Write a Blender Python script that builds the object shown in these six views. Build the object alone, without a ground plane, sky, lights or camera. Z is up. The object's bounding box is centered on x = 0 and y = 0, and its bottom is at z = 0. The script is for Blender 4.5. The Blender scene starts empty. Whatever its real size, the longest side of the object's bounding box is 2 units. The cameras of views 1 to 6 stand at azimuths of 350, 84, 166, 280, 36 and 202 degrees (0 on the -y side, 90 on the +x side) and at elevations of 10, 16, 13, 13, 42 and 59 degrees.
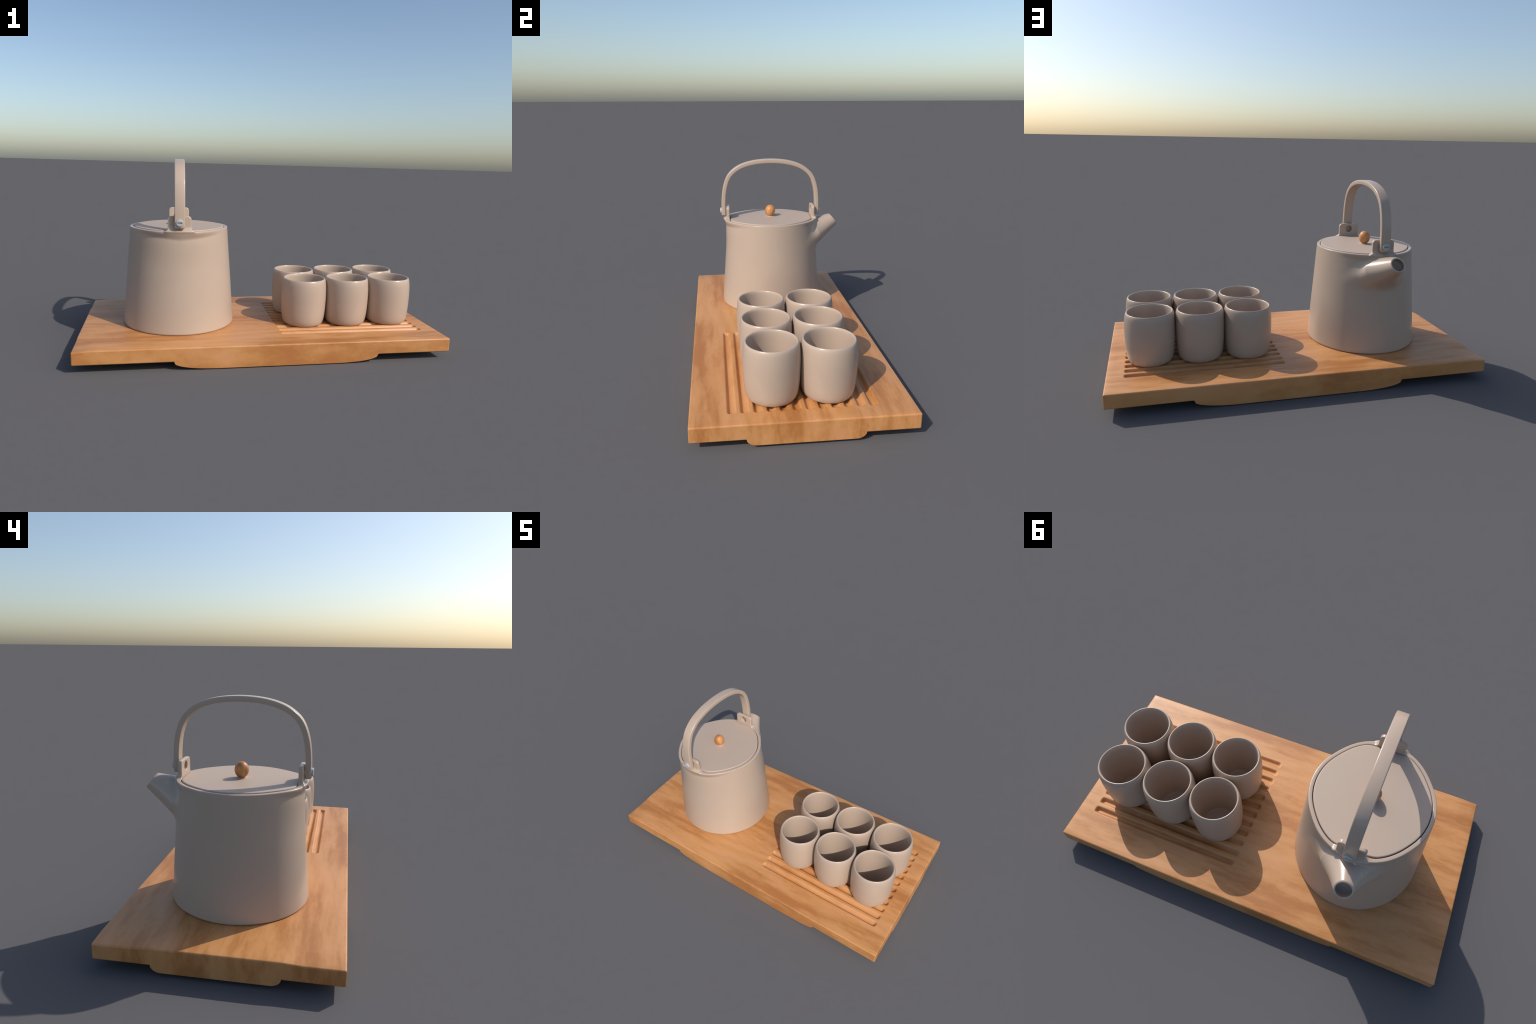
"""Stoneware tea set: a kettle with a tall bail handle and six handleless cups on a grooved wooden tray."""
import bpy, bmesh, math
import numpy as np
from mathutils import Vector

COL = bpy.context.scene.collection

# ------------------------------------------------------------------ helpers
def srgb(r, g, b):
    f = lambda c: (c / 255 / 12.92) if c / 255 <= 0.04045 else ((c / 255 + 0.055) / 1.055) ** 2.4
    return (f(r), f(g), f(b), 1.0)

def smoothstep(a, b, x):
    t = np.clip((x - a) / (b - a), 0, 1)
    return t * t * (3 - 2 * t)

def smin(a, b, k):
    h = np.maximum(k - np.abs(a - b), 0) / k
    return np.minimum(a, b) - h * h * k * 0.25

def smax(a, b, k):
    return -smin(-a, -b, k)

def add_mesh(name, verts, faces, mat, parent=None, smooth_angle=None, normals=None, location=(0, 0, 0)):
    me = bpy.data.meshes.new(name)
    me.from_pydata(np.asarray(verts, dtype=float).tolist(), [], [list(map(int, f)) for f in faces])
    me.update()
    if mat:
        me.materials.append(mat)
    ob = bpy.data.objects.new(name, me)
    COL.objects.link(ob)
    ob.location = location
    if parent:
        ob.parent = parent
    me.polygons.foreach_set("use_smooth", [True] * len(me.polygons))
    if smooth_angle is not None:
        me.set_sharp_from_angle(angle=math.radians(smooth_angle))
    if normals is not None:
        me.normals_split_custom_set_from_vertices(np.asarray(normals, dtype=float).tolist())
    return ob

def add_empty(name, location, label, category):
    e = bpy.data.objects.new(name, None)
    e.empty_display_size = 0.1
    e.location = location
    COL.objects.link(e)
    e["label"] = label
    e["category"] = category
    return e

def recalc(ob):
    bm = bmesh.new()
    bm.from_mesh(ob.data)
    bmesh.ops.recalc_face_normals(bm, faces=bm.faces)
    bm.to_mesh(ob.data)
    bm.free()

def catmull(points, per):
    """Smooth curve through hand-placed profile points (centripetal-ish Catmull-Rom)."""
    P = np.array(points, float)
    P = np.vstack([2 * P[0] - P[1], P, 2 * P[-1] - P[-2]])
    out = []
    for i in range(1, len(P) - 2):
        for t in np.linspace(0, 1, per, endpoint=False):
            a, b, c, d = P[i - 1], P[i], P[i + 1], P[i + 2]
            out.append(0.5 * ((2 * b) + (c - a) * t + (2 * a - 5 * b + 4 * c - d) * t * t + (3 * b - a - 3 * c + d) * t ** 3))
    out.append(P[-2])
    return np.array(out)

# ------------------------------------------------------------------ materials
def new_mat(name):
    m = bpy.data.materials.new(name)
    m.use_nodes = True
    nt = m.node_tree
    return m, nt, nt.nodes["Principled BSDF"]

def stoneware_material(name, roughness):
    m, nt, bs = new_mat(name)
    tc = nt.nodes.new("ShaderNodeTexCoord")
    n1 = nt.nodes.new("ShaderNodeTexNoise")
    n1.inputs["Scale"].default_value = 7.0
    n1.inputs["Detail"].default_value = 2.0
    nt.links.new(tc.outputs["Object"], n1.inputs["Vector"])
    ramp = nt.nodes.new("ShaderNodeValToRGB")
    ramp.color_ramp.elements[0].position = 0.3
    ramp.color_ramp.elements[1].position = 0.7
    ramp.color_ramp.elements[0].color = STONE_A
    ramp.color_ramp.elements[1].color = STONE_B
    nt.links.new(n1.outputs["Fac"], ramp.inputs["Fac"])
    nt.links.new(ramp.outputs["Color"], bs.inputs["Base Color"])
    bs.inputs["Roughness"].default_value = roughness
    return m

def wood_material(name, scale, rings, tint):
    """Long streaks: grain runs along the axis with the lowest noise frequency."""
    m, nt, bs = new_mat(name)
    N, L = nt.nodes, nt.links
    tc = N.new("ShaderNodeTexCoord")

    def noise(sc, detail, rough, loc=(0, 0, 0), dist=0.0):
        mp = N.new("ShaderNodeMapping")
        mp.inputs["Scale"].default_value = sc
        mp.inputs["Location"].default_value = loc
        L.new(tc.outputs["Object"], mp.inputs["Vector"])
        t = N.new("ShaderNodeTexNoise")
        t.inputs["Scale"].default_value = 1.0
        t.inputs["Detail"].default_value = detail
        t.inputs["Roughness"].default_value = rough
        t.inputs["Distortion"].default_value = dist
        L.new(mp.outputs["Vector"], t.inputs["Vector"])
        return t.outputs["Fac"]

    def mix(fac, a, b, blend="MIX"):
        mx = N.new("ShaderNodeMix")
        mx.data_type = "RGBA"
        mx.blend_type = blend
        for sock, v in ((mx.inputs[0], fac), (mx.inputs[6], a), (mx.inputs[7], b)):
            if hasattr(v, "links"):
                L.new(v, sock)
            else:
                sock.default_value = v
        return mx.outputs[2]

    def ramp(fac, lo, hi):
        r = N.new("ShaderNodeMapRange")
        r.inputs["From Min"].default_value = lo
        r.inputs["From Max"].default_value = hi
        r.interpolation_type = "SMOOTHSTEP"
        L.new(fac, r.inputs["Value"])
        return r.outputs["Result"]

    def add(a, b, wa, wb):
        p = N.new("ShaderNodeMath"); p.operation = "MULTIPLY"; L.new(a, p.inputs[0]); p.inputs[1].default_value = wa
        q = N.new("ShaderNodeMath"); q.operation = "MULTIPLY_ADD"; L.new(b, q.inputs[0]); q.inputs[1].default_value = wb
        L.new(p.outputs[0], q.inputs[2])
        return q.outputs[0]

    broad = noise([s * rings for s in scale], 2.0, 0.5, (1.7, 4.1, 0.6), 0.2)
    streak = noise([s * rings * 3.4 for s in scale], 4.0, 0.55, (3.3, 0.2, 8.1), 0.25)
    fine = noise([s * rings * 13 for s in scale], 3.0, 0.6, (0.4, 7.7, 2.2), 0.2)
    hue = noise([s * rings * 2.2 for s in scale], 3.0, 0.6, (9.1, 2.4, 5.5), 0.3)
    blotch = noise([(s + 2.0) * rings * 5.5 for s in scale], 4.0, 0.6, (5.2, 1.3, 3.9), 0.4)
    tone = add(add(broad, streak, 0.64, 0.50), add(fine, blotch, 0.10, 0.18), 1.0, 1.0)      # centred near 0.67
    light = mix(ramp(hue, 0.40, 0.62), tint["light"], tint["pink"])
    c = mix(ramp(tone, 0.52, 0.75), light, tint["mid"])
    c = mix(ramp(tone, 0.67, 0.87), c, tint["dark"])
    L.new(c, bs.inputs["Base Color"])
    bs.inputs["Roughness"].default_value = 0.46
    bp = N.new("ShaderNodeBump")
    bp.inputs["Strength"].default_value = 0.04
    bp.inputs["Distance"].default_value = 0.004
    L.new(fine, bp.inputs["Height"])
    L.new(bp.outputs["Normal"], bs.inputs["Normal"])
    return m

def steel_material():
    m, nt, bs = new_mat("brushed_steel")
    bs.inputs["Base Color"].default_value = srgb(172, 174, 174)
    bs.inputs["Roughness"].default_value = 0.42
    bs.inputs["Metallic"].default_value = 0.0
    return m

STONE_A = srgb(181, 160, 142)
STONE_B = srgb(183, 162, 144)
TINT = dict(light=srgb(203, 146, 92), mid=srgb(193, 134, 79), dark=srgb(173, 112, 60), pink=srgb(204, 145, 98))
MAT_STONE = stoneware_material("glazed_stoneware", 0.29)
MAT_LID = stoneware_material("satin_stoneware", 0.55)
MAT_WOOD = wood_material("oiled_wood", (0.9, 5.2, 1.9), 1.5, TINT)
MAT_KNOB = wood_material("turned_wood", (14.0, 14.0, 3.5), 1.2,
                         dict(light=srgb(206, 146, 88), mid=srgb(194, 132, 74), dark=srgb(166, 102, 52), pink=srgb(204, 142, 92)))
MAT_STEEL = steel_material()

# ================================================================== TRAY
TX, TY = 1.0, 0.4998          # half extents
ZT, ZC = 0.1180, 0.0440       # deck height, underside of the overhanging corners
EDGE = 0.007                  # rounding of all edges

def tray_lines():
    e = EDGE * np.array([0, 0.08, 0.3, 0.62, 1.0])
    def border(h):
        return np.concatenate([-h + e, h - e])
    x = [border(TX), np.linspace(-TX + EDGE, TX - EDGE, 70), np.linspace(-0.915, -0.905, 3),
         np.arange(0.060, 0.125, 0.0022), np.arange(0.868, 0.935, 0.0022),
         np.linspace(-0.53, -0.47, 12), np.linspace(0.55, 0.61, 12)]
    y = [border(TY), np.linspace(-TY + EDGE, TY - EDGE, 40), np.arange(-0.342, 0.3421, 0.0018)]
    def clean(v):
        v = np.sort(np.concatenate(v))
        keep = [v[0]]
        for a in v[1:]:
            if a - keep[-1] > 0.0005:
                keep.append(a)
        keep[-1] = v[-1]
        return np.array(keep)
    return clean(x), clean(y)

def edge_drop(X, Y):
    d = np.minimum(TX - np.abs(X), TY - np.abs(Y))
    t = np.clip(1 - d / EDGE, 0, 1)
    return EDGE * (1 - np.sqrt(np.maximum(1 - t * t, 0)))

GROOVES = [-0.3165 + 0.0573 * i for i in range(12)]

def deck_height(X, Y):
    z = np.full_like(X, ZT)
    mid, half = 0.5005, 0.4085
    for gy in GROOVES:
        dx = np.maximum(np.abs(X - mid) - (half - 0.0150), 0)
        dist = (dx ** 3 + np.abs(Y - gy) ** 3) ** (1 / 3)
        s = np.clip((0.0236 - dist) / 0.0220, 0, 1)
        depth = 0.0145 + 0.003 * np.clip((X - 0.09) / 0.82, 0, 1)
        z -= depth * s ** 3 * (6 * s * s - 15 * s + 10)
    # the two corners on the kettle side are sanded down a little
    z -= 0.0062 * np.clip((-0.912 - X) / 0.088, 0, 1) * np.clip((np.abs(Y) - 0.262) / 0.075, 0, 1)
    return z - edge_drop(X, Y)

def foot_height(X, Y):
    """Underside: long shallow skids under both long sides crossing a shorter step under the ends."""
    u = (0.5435 - np.abs(X - 0.0400))                     # distance inside the skid's end
    t = np.clip(1 - u / 0.25, 0, 1)
    fx = np.where(u > 0, 0.0375 * (1 - np.sqrt(np.maximum(1 - t ** 2.4, 0))), ZC)
    ty = np.clip((np.abs(Y) - 0.2145) / 0.0430, 0, 1)
    fy = 0.0122 + (ZC - 0.0122) * (1 - np.sqrt(np.maximum(1 - ty * ty, 0)))
    z = np.minimum(fx, fy)
    return np.minimum(z + 0.5 * edge_drop(X, Y) * smoothstep(0.0, 0.020, ZC - z), ZC)

def grid_faces(nx, ny, flip=False):
    i, j = np.meshgrid(np.arange(nx - 1), np.arange(ny - 1), indexing="ij")
    a = (i * ny + j).ravel(); b = a + ny; c = b + 1; d = a + 1
    return np.stack([a, d, c, b] if flip else [a, b, c, d], 1)

def rim_loop(nx, ny):
    """Indices of the outline of an nx*ny grid, counter-clockwise."""
    return np.concatenate([np.arange(nx) * ny, (nx - 1) * ny + np.arange(1, ny),
                           (np.arange(nx - 2, -1, -1)) * ny + ny - 1, np.arange(ny - 2, 0, -1)])

def flat_walls(ob):
    """Upright wall faces keep their own normal, so that they shade as planed timber."""
    for p in ob.data.polygons:
        if abs(p.normal.z) < 0.05:
            p.use_smooth = False

def build_tray():
    root = add_empty("tea_tray", (0, 0, 0), "long wooden tea tray with twelve drain grooves", "tray")
    xs, ys = tray_lines()
    nx, ny = len(xs), len(ys)
    X, Y = np.meshgrid(xs, ys, indexing="ij")
    # upright edges of the block are eased: pull the outermost corner points in
    cx = np.clip((np.abs(X) - (TX - EDGE)) / EDGE, 0, 1)
    cy = np.clip((np.abs(Y) - (TY - EDGE)) / EDGE, 0, 1)
    PX = X - np.sign(X) * EDGE * cx * (1 - np.sqrt(1 - 0.5 * cy * cy))
    PY = Y - np.sign(Y) * EDGE * cy * (1 - np.sqrt(1 - 0.5 * cx * cx))
    top = np.stack([PX, PY, deck_height(X, Y)], -1).reshape(-1, 3)
    n = nx * ny
    loop = rim_loop(nx, ny)
    # board: deck, walls, flat underside
    wall = top[loop].copy(); wall[:, 2] = ZC + 0.004
    under = top[loop].copy(); under[:, 2] = ZC
    free = foot_height(X, Y).reshape(-1)[loop] > ZC - 1e-4      # overhanging corners get an eased lower edge
    under[:, 0] -= np.sign(under[:, 0]) * 0.003 * (np.abs(under[:, 0]) > TX - 0.004) * free
    under[:, 1] -= np.sign(under[:, 1]) * 0.003 * (np.abs(under[:, 1]) > TY - 0.004) * free
    m = len(loop)
    V = np.vstack([top, wall, under, [[0, 0, ZC]]])
    F = grid_faces(nx, ny).tolist()
    k = np.arange(m); k2 = (k + 1) % m
    F += np.stack([loop, n + k, n + k2, loop[k2]], 1).tolist()
    F += np.stack([n + k, n + m + k, n + m + k2, n + k2], 1).tolist()
    F += np.stack([n + m + k, np.full(m, n + 2 * m), n + m + k2], 1).tolist()
    board = add_mesh("board", V, F, MAT_WOOD, root, smooth_angle=48)
    recalc(board)
    flat_walls(board)
    # foot: everything below the level of the overhanging corners
    fx = np.unique(np.round(np.concatenate([np.linspace(-0.5035, -0.24, 40), np.linspace(0.32, 0.5835, 40),
                                            np.linspace(-TX, TX, 40), TX - EDGE * np.array([0.08, .3, .62, 1]),
                                            -TX + EDGE * np.array([0.08, .3, .62, 1]), [-0.5037, 0.5837]]), 5))
    fy = np.unique(np.round(np.concatenate([-0.2145 - 0.0430 * np.sin(np.linspace(0, np.pi / 2, 16)), 0.2145 + 0.0430 * np.sin(np.linspace(0, np.pi / 2, 16)),
                                            np.linspace(-TY, TY, 24), TY - EDGE * np.array([0.08, .3, .62, 1]),
                                            -TY + EDGE * np.array([0.08, .3, .62, 1])]), 5))
    GX, GY = np.meshgrid(fx, fy, indexing="ij")
    GZ = foot_height(GX, GY)
    low = np.stack([GX, GY, GZ], -1).reshape(-1, 3)
    nx, ny = len(fx), len(fy); n = nx * ny
    faces = [f for f in grid_faces(nx, ny, True) if low[f, 2].min() < ZC - 1e-4]
    loop = rim_loop(nx, ny); m = len(loop)
    lip = low[loop].copy(); lip[:, 2] = ZC
    V = np.vstack([low, lip])
    for a in range(m):
        b = (a + 1) % m
        if low[[loop[a], loop[b]], 2].min() < ZC - 1e-4:
            faces.append([loop[a], n + a, n + b, loop[b]])
    foot = add_mesh("foot", V, faces, MAT_WOOD, root, smooth_angle=40)
    bm = bmesh.new(); bm.from_mesh(foot.data)
    bmesh.ops.delete(bm, geom=[v for v in bm.verts if not v.link_faces], context="VERTS")
    bmesh.ops.recalc_face_normals(bm, faces=bm.faces)
    bm.to_mesh(foot.data); bm.free()
    # recalc on an open shell may choose the inside: make the underside look down
    if sum(p.normal.z * p.area for p in foot.data.polygons) > 0:
        foot.data.flip_normals()
    flat_walls(foot)

build_tray()

# ================================================================== CUPS
def lathe(profile, segments):
    P = np.asarray(profile)
    a = np.linspace(0, 2 * np.pi, segments, endpoint=False)
    V, F = [], []
    ring = []
    for r, z in P:
        if r < 1e-6:
            ring.append([len(V)]); V.append((0, 0, z))
        else:
            ring.append(list(range(len(V), len(V) + segments)))
            V += [(r * math.cos(t), r * math.sin(t), z) for t in a]
    for A, B in zip(ring, ring[1:]):
        for i in range(segments):
            j = (i + 1) % segments
            if len(A) == 1:
                F.append([A[0], B[i], B[j]])
            elif len(B) == 1:
                F.append([A[i], B[0], A[j]])
            else:
                F.append([A[i], B[i], B[j], A[j]])
    return V, F

def build_cups():
    outer = [(0.1005, 0.0), (0.1060, 0.0010), (0.1105, 0.0042), (0.1152, 0.0100), (0.1195, 0.0200), (0.1228, 0.0340),
             (0.1264, 0.0610), (0.1296, 0.1050), (0.1312, 0.1600), (0.1310, 0.1960), (0.1296, 0.2230),
             (0.1281, 0.2400), (0.1263, 0.2520), (0.1243, 0.2608), (0.1218, 0.2670), (0.1190, 0.2706), (0.1163, 0.2710),
             (0.1137, 0.2692), (0.1118, 0.2646), (0.1104, 0.2555), (0.1094, 0.2400), (0.1072, 0.2050), (0.1010, 0.1500), (0.0945, 0.1000),
             (0.0870, 0.0500), (0.0815, 0.0190), (0.0785, 0.0085), (0.0755, 0.0052), (0.0730, 0.0045)]
    prof = [(0, 0.0008), (0.07, 0.0007), (0.098, 0.0)] + catmull(outer, 5).tolist() + [(0.066, 0.0044), (0.03, 0.0044), (0, 0.0044)]
    V, F = lathe(prof, 96)
    first = None
    for j, cy in enumerate((-0.1287, 0.1314)):
        for i, cx in enumerate((0.2582, 0.5180, 0.7788)):
            loc = (cx, cy, ZT + 0.0003)
            if first is None:
                ob = first = add_mesh("cup", V, F, MAT_STONE, None, None, None, loc)
                recalc(ob)
            else:
                ob = first.copy()
                ob.location = loc
                ob.rotation_euler = (0, 0, 0.9 * i + 2.1 * j)
                COL.objects.link(ob)
            ob["label"] = "small handleless beige stoneware tea cup, barrel shaped"
            ob["category"] = "cup"

build_cups()

# ================================================================== KETTLE
KX, KY = -0.4622, 0.0
kettle = add_empty("kettle", (KX, KY, ZT), "beige stoneware kettle with tall arched handle and short spout", "kettle")
ZR = 0.6760                                  # rim height (world)
TWIST = math.radians(1.55)                   # lugs and handle sit slightly turned on the body

BODY_Z = np.array([0.05, 0.118, 0.165, 0.25, 0.35, 0.46, 0.567, 0.667, 0.80])
BODY_R = np.array([0.322, 0.3172, 0.3142, 0.3072, 0.2995, 0.2915, 0.2832, 0.2756, 0.2655])
_co = np.polyfit(BODY_Z, BODY_R, 3)

def lug_flare(cosphi):
    """Outline swelling of the rim towards the two lugs (phi measured from the y axis)."""
    phi = np.degrees(np.arccos(np.clip(np.abs(cosphi), 0, 1)))
    amp = np.where(cosphi > 0, 0.0190, 0.0235)
    return amp * (1 - smoothstep(11, 58, phi)), phi

def rim_radius(cosphi):
    return np.polyval(_co, ZR) + lug_flare(cosphi)[0]

SP_A = np.array([-0.0050, 0.3000, 0.5870])    # spout cone, kettle x/y about the axis, world z
SP_B = np.array([-0.0150, 0.4245, 0.6500])
SP_RA, SP_RB = 0.0860, 0.0410
SP_N = np.array([-0.05, 0.789, 0.612]); SP_N /= np.linalg.norm(SP_N)

def spout_cone(P, shrink=0.0):
    ax = SP_B - SP_A
    ln = np.linalg.norm(ax); ax = ax / ln
    d = P - SP_A
    t = d @ ax
    q = d - t[..., None] * ax
    tt = np.clip(t / ln, 0, 1)
    w = 0.71 + 0.30 * tt                             # broader than tall where it leaves the body
    under = np.where(q[..., 2] < 0, 1 + 0.13 * (1 - tt), 1.0)   # and flatter underneath
    perp = np.sqrt((q[..., 0] * w) ** 2 + (q[..., 1] ** 2 + q[..., 2] ** 2) * under ** 2)
    r = SP_RA + (SP_RB - SP_RA) * t / ln - (shrink * (1 + 1.0 * (1 - t / ln)) if shrink else 0)
    return (perp - r) * 0.93

def kettle_parts(P):
    x, y, z = P[..., 0], P[..., 1], P[..., 2]
    yb = y
    rho = np.sqrt(x * x + yb * yb) + 1e-9
    flare, phi = lug_flare(yb / rho)
    z0 = 0.624 + 0.030 * np.clip(phi / 58, 0, 1)
    R = np.polyval(_co, z) + flare * (0.35 * smoothstep(0.47, 0.66, z) + 0.65 * smoothstep(z0, 0.672, z))
    # the wall is a little fuller along the lug axis, most of all under the spout
    front = 0.0020 * np.ones_like(z)
    back = (0.0070 + 0.0125 * np.clip(z - 0.13, 0, 0.36)) * (1 - smoothstep(0.50, 0.665, z))
    R = R + np.where(yb > 0, back, front * (1 - smoothstep(0.60, 0.67, z))) * (1 - smoothstep(10, 66, phi))
    side = (rho - R) * 0.99
    cone = spout_cone(P)
    return side, cone, rho, R, yb

def lug_sdf(P):
    c, s = math.cos(TWIST), math.sin(TWIST)
    x = P[..., 0] * c - P[..., 1] * s
    y = P[..., 0] * s + P[..., 1] * c
    z = P[..., 2]
    rc = 0.019
    foot = np.clip((0.6920 - z) / 0.016, 0, 1) ** 2           # the plate spreads where it grows out of the rim
    qx = np.abs(x) - (0.0615 - rc) - 0.0095 * foot
    qz = np.abs(z - 0.7045) - (0.0525 - rc)
    d2 = np.hypot(np.maximum(qx, 0), np.maximum(qz, 0)) + np.minimum(np.maximum(qx, qz), 0) - rc
    f = np.clip((0.7040 - z) / 0.027, 0, 1) ** 2
    outer = 0.2838 + f * (0.0140 - x * x / 0.56) - 1.3 * np.maximum(0.6740 - z, 0)
    slab = smax(0.2626 - np.abs(y), np.abs(y) - outer, 0.003)
    return smax(d2, slab, 0.006), x, y

def kettle_sdf(P):
    side, cone, rho, R, yb = kettle_parts(P)
    z = P[..., 2]
    body = smax(side, z - ZR, 0.0045)
    tip = (P - SP_B) @ SP_N
    spout = smax(smax(cone, tip, 0.005), 0.20 - P[..., 1], 0.01)
    d = smin(body, spout, 0.021)
    lug, lx, ly = lug_sdf(P)
    d = smin(d, lug, 0.0100 + 0.0110 * smoothstep(0.272, 0.292, np.abs(P[..., 1])))
    d = smax(d, 0.1183 - z, 0.012)
    # lid opening and hollow inside
    mouth = smax(rho - (rim_radius(yb / rho) - 0.0182), np.abs(ly) - 0.2624, 0.010)
    mouth = np.maximum(mouth, 0.652 - z)
    hollow = smax(rho - (np.polyval(_co, z) - 0.032), np.maximum(0.140 - z, z - 0.70), 0.03)
    d = smax(d, -np.minimum(mouth, hollow), 0.004)
    # spout bore and the pivot holes in the lugs
    bore = smax(spout_cone(P, 0.0085), -0.048 - tip, 0.030)
    d = smax(d, -bore, 0.004)
    hole = np.maximum(np.hypot(lx, z - 0.7245) - 0.0205, 0.2 - np.abs(ly))
    return smax(d, -hole, 0.004)

def surface_net(f, lo, hi, h):
    """Dual mesh of the zero level of f, then pulled exactly onto it; returns verts, quads, normals."""
    n = np.ceil((np.array(hi) - lo) / h).astype(int) + 1
    ax = [lo[i] + h * np.arange(n[i]) for i in range(3)]
    D = np.empty(n, np.float32)
    for i in range(0, n[0], 8):
        P = np.stack(np.meshgrid(ax[0][i:i + 8], ax[1], ax[2], indexing="ij"), -1)
        D[i:i + 8] = f(P)
    inside = D < 0
    cnt = np.zeros(n - 1, np.uint8); pos = np.zeros(tuple(n - 1) + (3,), np.float32)
    corners = [(a, b, c) for a in (0, 1) for b in (0, 1) for c in (0, 1)]
    sl = lambda o: tuple(slice(o[k], n[k] - 1 + o[k]) for k in range(3))
    for a in corners:
        for k in range(3):
            if a[k] == 0:
                b = list(a); b[k] = 1
                da, db = D[sl(a)], D[sl(b)]
                cross = inside[sl(a)] != inside[sl(b)]
                den = np.where(cross, da - db, 1)
                t = np.where(cross, da / den, 0)
                cnt += cross
                for q in range(3):
                    pos[..., q] += np.where(cross, a[q] + (t if q == k else 0), 0)
    act = cnt > 0
    idx = np.full(n - 1, -1, np.int64)
    idx[act] = np.arange(act.sum())
    base = np.argwhere(act)
    V = (base + pos[act] / cnt[act][:, None]) * h + np.array(lo)
    quads = []
    for k in range(3):
        u, v = (k + 1) % 3, (k + 2) % 3
        a = [slice(1, n[q] - 1) for q in range(3)]; b = list(a)
        a[k] = slice(0, n[k] - 1); b[k] = slice(1, n[k])
        A, B = inside[tuple(a)], inside[tuple(b)]
        E = np.argwhere(A != B); flip = A[A != B]
        off = np.array([0 if q == k else 1 for q in range(3)])
        c = E + off
        def g(du, dv):
            w = c.copy(); w[:, u] -= du; w[:, v] -= dv
            return idx[w[:, 0], w[:, 1], w[:, 2]]
        q = np.stack([g(0, 0), g(1, 0), g(1, 1), g(0, 1)], 1)
        q[~flip] = q[~flip][:, ::-1]
        quads.append(q)
    Q = np.vstack(quads)

    def grad(p, e):
        G = np.empty_like(p)
        for k in range(3):
            o = np.zeros(3); o[k] = e
            G[:, k] = (f(p + o) - f(p - o)) / (2 * e)
        return G
    for it in range(4):
        G = grad(V, 0.0006)
        step = f(V)[:, None] * G / np.maximum((G * G).sum(1), 0.2)[:, None]
        ln = np.linalg.norm(step, axis=1, keepdims=True)
        V = V - step * np.minimum(1, h / np.maximum(ln, 1e-9))
    G = grad(V, 0.0009)
    G /= np.linalg.norm(G, axis=1, keepdims=True) + 1e-12
    return V, Q, G

def build_kettle_body():
    V, Q, G = surface_net(kettle_sdf, (-0.336, -0.336, 0.104), (0.336, 0.474, 0.772), 0.0038)
    C = V[Q].mean(1)
    side, cone, rho, R, yb = kettle_parts(C)
    is_lug = (C[:, 2] > 0.6785) & (np.abs(C[:, 1]) > 0.245) & (np.abs(C[:, 0]) < 0.085) & (np.abs(C[:, 1]) < 0.293)
    is_spout = (cone < side) & (C[:, 1] > 0.262) & ~is_lug & (C[:, 2] > 0.4)
    W = V - np.array([0, 0, ZT])
    for name, mask in (("body", ~is_lug & ~is_spout), ("spout", is_spout),
                       ("lug", is_lug & (C[:, 1] < 0)), ("lug", is_lug & (C[:, 1] > 0))):
        q = Q[mask]
        used, inv = np.unique(q, return_inverse=True)
        add_mesh(name, W[used], inv.reshape(q.shape), MAT_STONE, kettle, None, G[used])

build_kettle_body()

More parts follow.
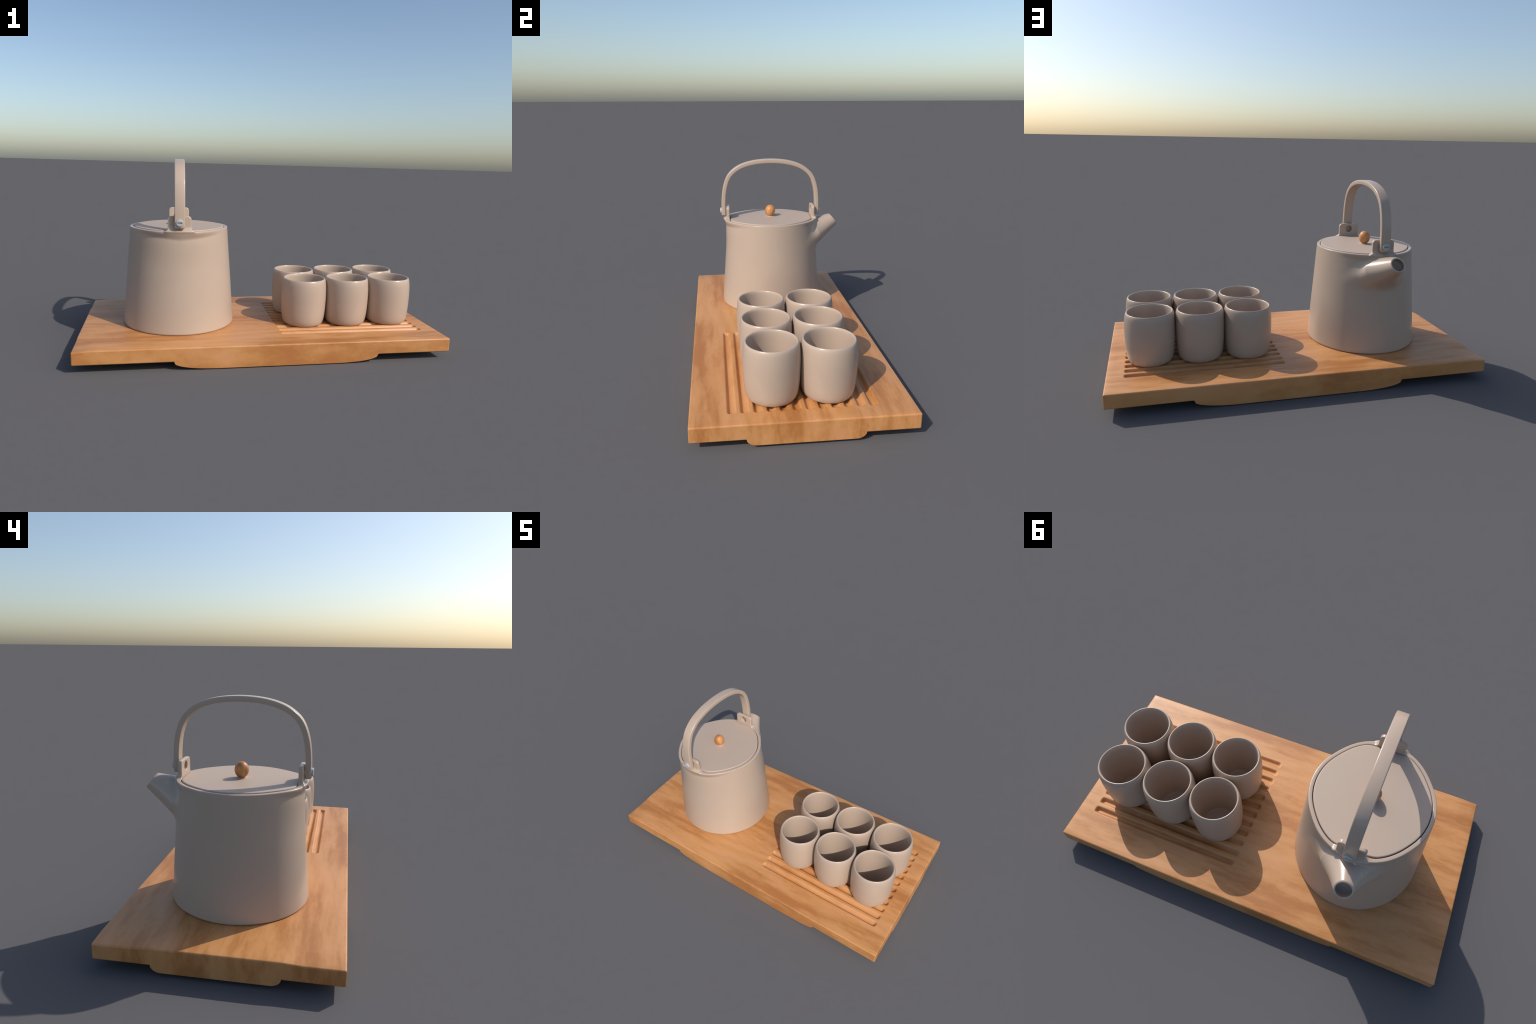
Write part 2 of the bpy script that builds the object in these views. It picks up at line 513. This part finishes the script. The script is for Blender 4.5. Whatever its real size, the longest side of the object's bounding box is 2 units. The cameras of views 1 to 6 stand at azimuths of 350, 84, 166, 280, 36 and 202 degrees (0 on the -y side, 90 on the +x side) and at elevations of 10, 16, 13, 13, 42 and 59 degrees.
# ------------------------------------------------------------------ lid and knob
def build_lid():
    seg = 240
    a = np.linspace(0, 2 * np.pi, seg, endpoint=False)
    c, s = np.cos(a), np.sin(a)                       # s: direction along y
    base = smin(rim_radius(s) - 0.0214, 0.2606 / np.maximum(np.abs(s), 1e-3), 0.012)
    top, bottom, er = 0.6812, 0.6560, 0.0042
    rings = [(None, bottom)]
    V = [(0, 0, bottom)]
    prof = [(0.05, bottom), (0.004, bottom), (0.0, bottom + 0.003), (0.0, top - er - 0.0010)]
    for t in np.linspace(0, 1, 6)[1:]:
        prof.append((er * (1 - math.cos(t * math.pi / 2)), top - 0.0010 - er + er * math.sin(t * math.pi / 2)))
    for inset in (0.008, 0.02, 0.045, 0.08, 0.12, 0.16, 0.20):
        prof.append((inset, top - 0.0010 * (1 - inset / 0.25) ** 2))
    # low round seat for the knob in the middle of the lid
    for r, up in ((0.034, 0.0), (0.027, 0.0005), (0.022, 0.0018), (0.0185, 0.0036), (0.0165, 0.0044), (0.0125, 0.0046)):
        prof.append((-r, top + up))
    for inset, z in prof:
        r = np.maximum(base - inset, 0.01) if inset >= 0 else np.full(seg, -inset)
        for k in range(seg):
            V.append((r[k] * c[k], r[k] * s[k] + 0.0, z))
    V.append((0, 0, top + 0.0046))
    F = [[0, 1 + (k + 1) % seg, 1 + k] for k in range(seg)]
    for i in range(len(prof) - 1):
        o = 1 + i * seg
        F += [[o + k, o + (k + 1) % seg, o + seg + (k + 1) % seg, o + seg + k] for k in range(seg)]
    o = 1 + (len(prof) - 1) * seg
    F += [[o + k, o + (k + 1) % seg, len(V) - 1] for k in range(seg)]
    V = np.array(V); V[:, 2] -= ZT
    lid = add_mesh("lid", V, F, MAT_LID, kettle, smooth_angle=50)
    recalc(lid)
    # turned wooden knob: slightly taller than wide, flat where it meets the lid
    prof = [(0, 0.0), (0.0150, 0.0), (0.0172, 0.0010)]
    for t in np.linspace(math.radians(-58), math.radians(90), 26):
        prof.append((0.0328 * math.cos(t), 0.0325 + (0.0370 if t < 0 else 0.0385) * math.sin(t)))
    prof[-1] = (0, prof[-1][1])
    V, F = lathe(prof, 48)
    knob = add_mesh("knob", V, F, MAT_KNOB, lid, smooth_angle=60, location=(-0.0018, 0.0, 0.6857 - ZT))
    recalc(knob)

build_lid()

# ------------------------------------------------------------------ bail handle
def build_handle():
    arch = [(-0.3148, 0.6960), (-0.3148, 0.7400), (-0.3136, 0.7900), (-0.3090, 0.8420), (-0.3000, 0.8880), (-0.2850, 0.9320),
            (-0.2640, 0.9660), (-0.2340, 0.9940), (-0.1990, 1.0160), (-0.1560, 1.0325), (-0.1080, 1.0440), (-0.0560, 1.0505),
            (0.0, 1.0528)]
    arch = arch + [(-y, z) for y, z in arch[-2::-1]]
    C = catmull(arch, 5) - np.array([0, 0.0012])
    T = np.gradient(C, axis=0); T /= np.linalg.norm(T, axis=1, keepdims=True)
    Nn = np.stack([-T[:, 1], T[:, 0]], 1)            # outward
    half_w, thick, rc = 0.0274, 0.0262, 0.0050
    mid = C - Nn * thick / 2
    # closed rounded-rectangle section in (width, outward)
    def section(w, t, r):
        pts = []
        for sx, sy, a0 in ((1, 1, 0), (-1, 1, 90), (-1, -1, 180), (1, -1, 270)):
            for k in range(5):
                a = math.radians(a0 + k * 22.5)
                pts.append((sx * (w - r) + r * math.cos(a), sy * (t - r) + r * math.sin(a)))
        return pts
    rows = []
    n = len(mid)
    ends = [(0.0, 0.0078, 0.0040), (0.0007, 0.0052, 0.0024), (0.0022, 0.0028, 0.0010), (0.0045, 0.0010, 0.0002), (0.0080, 0.0, 0.0)]
    for e, dw, dt in ends:
        rows.append((mid[0] + T[0] * e, Nn[0], half_w - dw, thick / 2 - dt))
    for i in range(2, n - 2):
        rows.append((mid[i], Nn[i], half_w, thick / 2))
    for e, dw, dt in ends[::-1]:
        rows.append((mid[-1] - T[-1] * e, Nn[-1], half_w - dw, thick / 2 - dt))
    V, F = [], []
    m = 20
    for (p, nn, w, t) in rows:
        for sx, sy in section(w, t, min(rc, t * 0.7)):
            V.append((sx, p[0] + nn[0] * sy, p[1] + nn[1] * sy - ZT))
    for i in range(len(rows) - 1):
        F += [[i * m + k, i * m + (k + 1) % m, (i + 1) * m + (k + 1) % m, (i + 1) * m + k] for k in range(m)]
    F.append(list(range(m))); F.append([(len(rows) - 1) * m + k for k in range(m)])
    c, s = math.cos(-TWIST), math.sin(-TWIST)
    V = np.array(V)
    V = np.stack([V[:, 0] * c - V[:, 1] * s, V[:, 0] * s + V[:, 1] * c, V[:, 2]], 1)
    handle = add_mesh("handle", V, F, MAT_STONE, kettle, smooth_angle=50)
    recalc(handle)

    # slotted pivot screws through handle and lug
    bm = bmesh.new()
    def disc(r0, r1, y0, y1, seg=40):
        """ring wall between two circles along y"""
        A = [bm.verts.new((r0 * math.cos(2 * math.pi * k / seg), y0, r0 * math.sin(2 * math.pi * k / seg))) for k in range(seg)]
        B = [bm.verts.new((r1 * math.cos(2 * math.pi * k / seg), y1, r1 * math.sin(2 * math.pi * k / seg))) for k in range(seg)]
        return A, B
    seg = 40
    # y grows inwards from the head's face (y = 0)
    stations = [(0.0168, 0.0), (0.0180, 0.0006), (0.0186, 0.0018), (0.0186, 0.0110), (0.0130, 0.0112), (0.0130, 0.0200), (0.0120, 0.0210)]
    ring = []
    for r, y in stations:
        ring.append([bm.verts.new((r * math.cos(2 * math.pi * k / seg), y, r * math.sin(2 * math.pi * k / seg))) for k in range(seg)])
    for A, B in zip(ring, ring[1:]):
        for k in range(seg):
            bm.faces.new([A[k], A[(k + 1) % seg], B[(k + 1) % seg], B[k]])
    bm.faces.new(ring[0]); bm.faces.new(ring[-1])
    bmesh.ops.recalc_face_normals(bm, faces=bm.faces)
    me = bpy.data.meshes.new("screw")
    bm.to_mesh(me); bm.free()
    screw = bpy.data.objects.new("screw", me)
    COL.objects.link(screw)
    bmc = bmesh.new()
    bmesh.ops.create_cube(bmc, size=1.0)
    for v in bmc.verts:
        v.co = Vector((v.co.x * 0.0262, v.co.y * 0.0130, v.co.z * 0.0084))
    mc = bpy.data.meshes.new("slot_cutter"); bmc.to_mesh(mc); bmc.free()
    cutter = bpy.data.objects.new("slot_cutter", mc); COL.objects.link(cutter)
    mod = screw.modifiers.new("slot", "BOOLEAN"); mod.operation = "DIFFERENCE"; mod.object = cutter; mod.solver = "EXACT"
    bpy.context.view_layer.update()
    ev = screw.evaluated_get(bpy.context.evaluated_depsgraph_get())
    me2 = bpy.data.meshes.new_from_object(ev)
    screw.modifiers.clear()
    screw.data = me2; me2.name = "screw"
    bpy.data.objects.remove(cutter)
    me2.materials.clear(); me2.materials.append(MAT_STEEL)
    me2.polygons.foreach_set("use_smooth", [True] * len(me2.polygons))
    me2.set_sharp_from_angle(angle=math.radians(35))
    screw.parent = handle
    def place(ob, sign):
        y = sign * 0.3238
        ob.location = (math.sin(TWIST) * y, math.cos(TWIST) * y, 0.7245 - ZT)
        ob.rotation_euler = (0, 0, -TWIST + (0 if sign < 0 else math.pi))
    place(screw, -1)
    other = screw.copy(); COL.objects.link(other)
    place(other, 1)

build_handle()
bpy.context.view_layer.update()
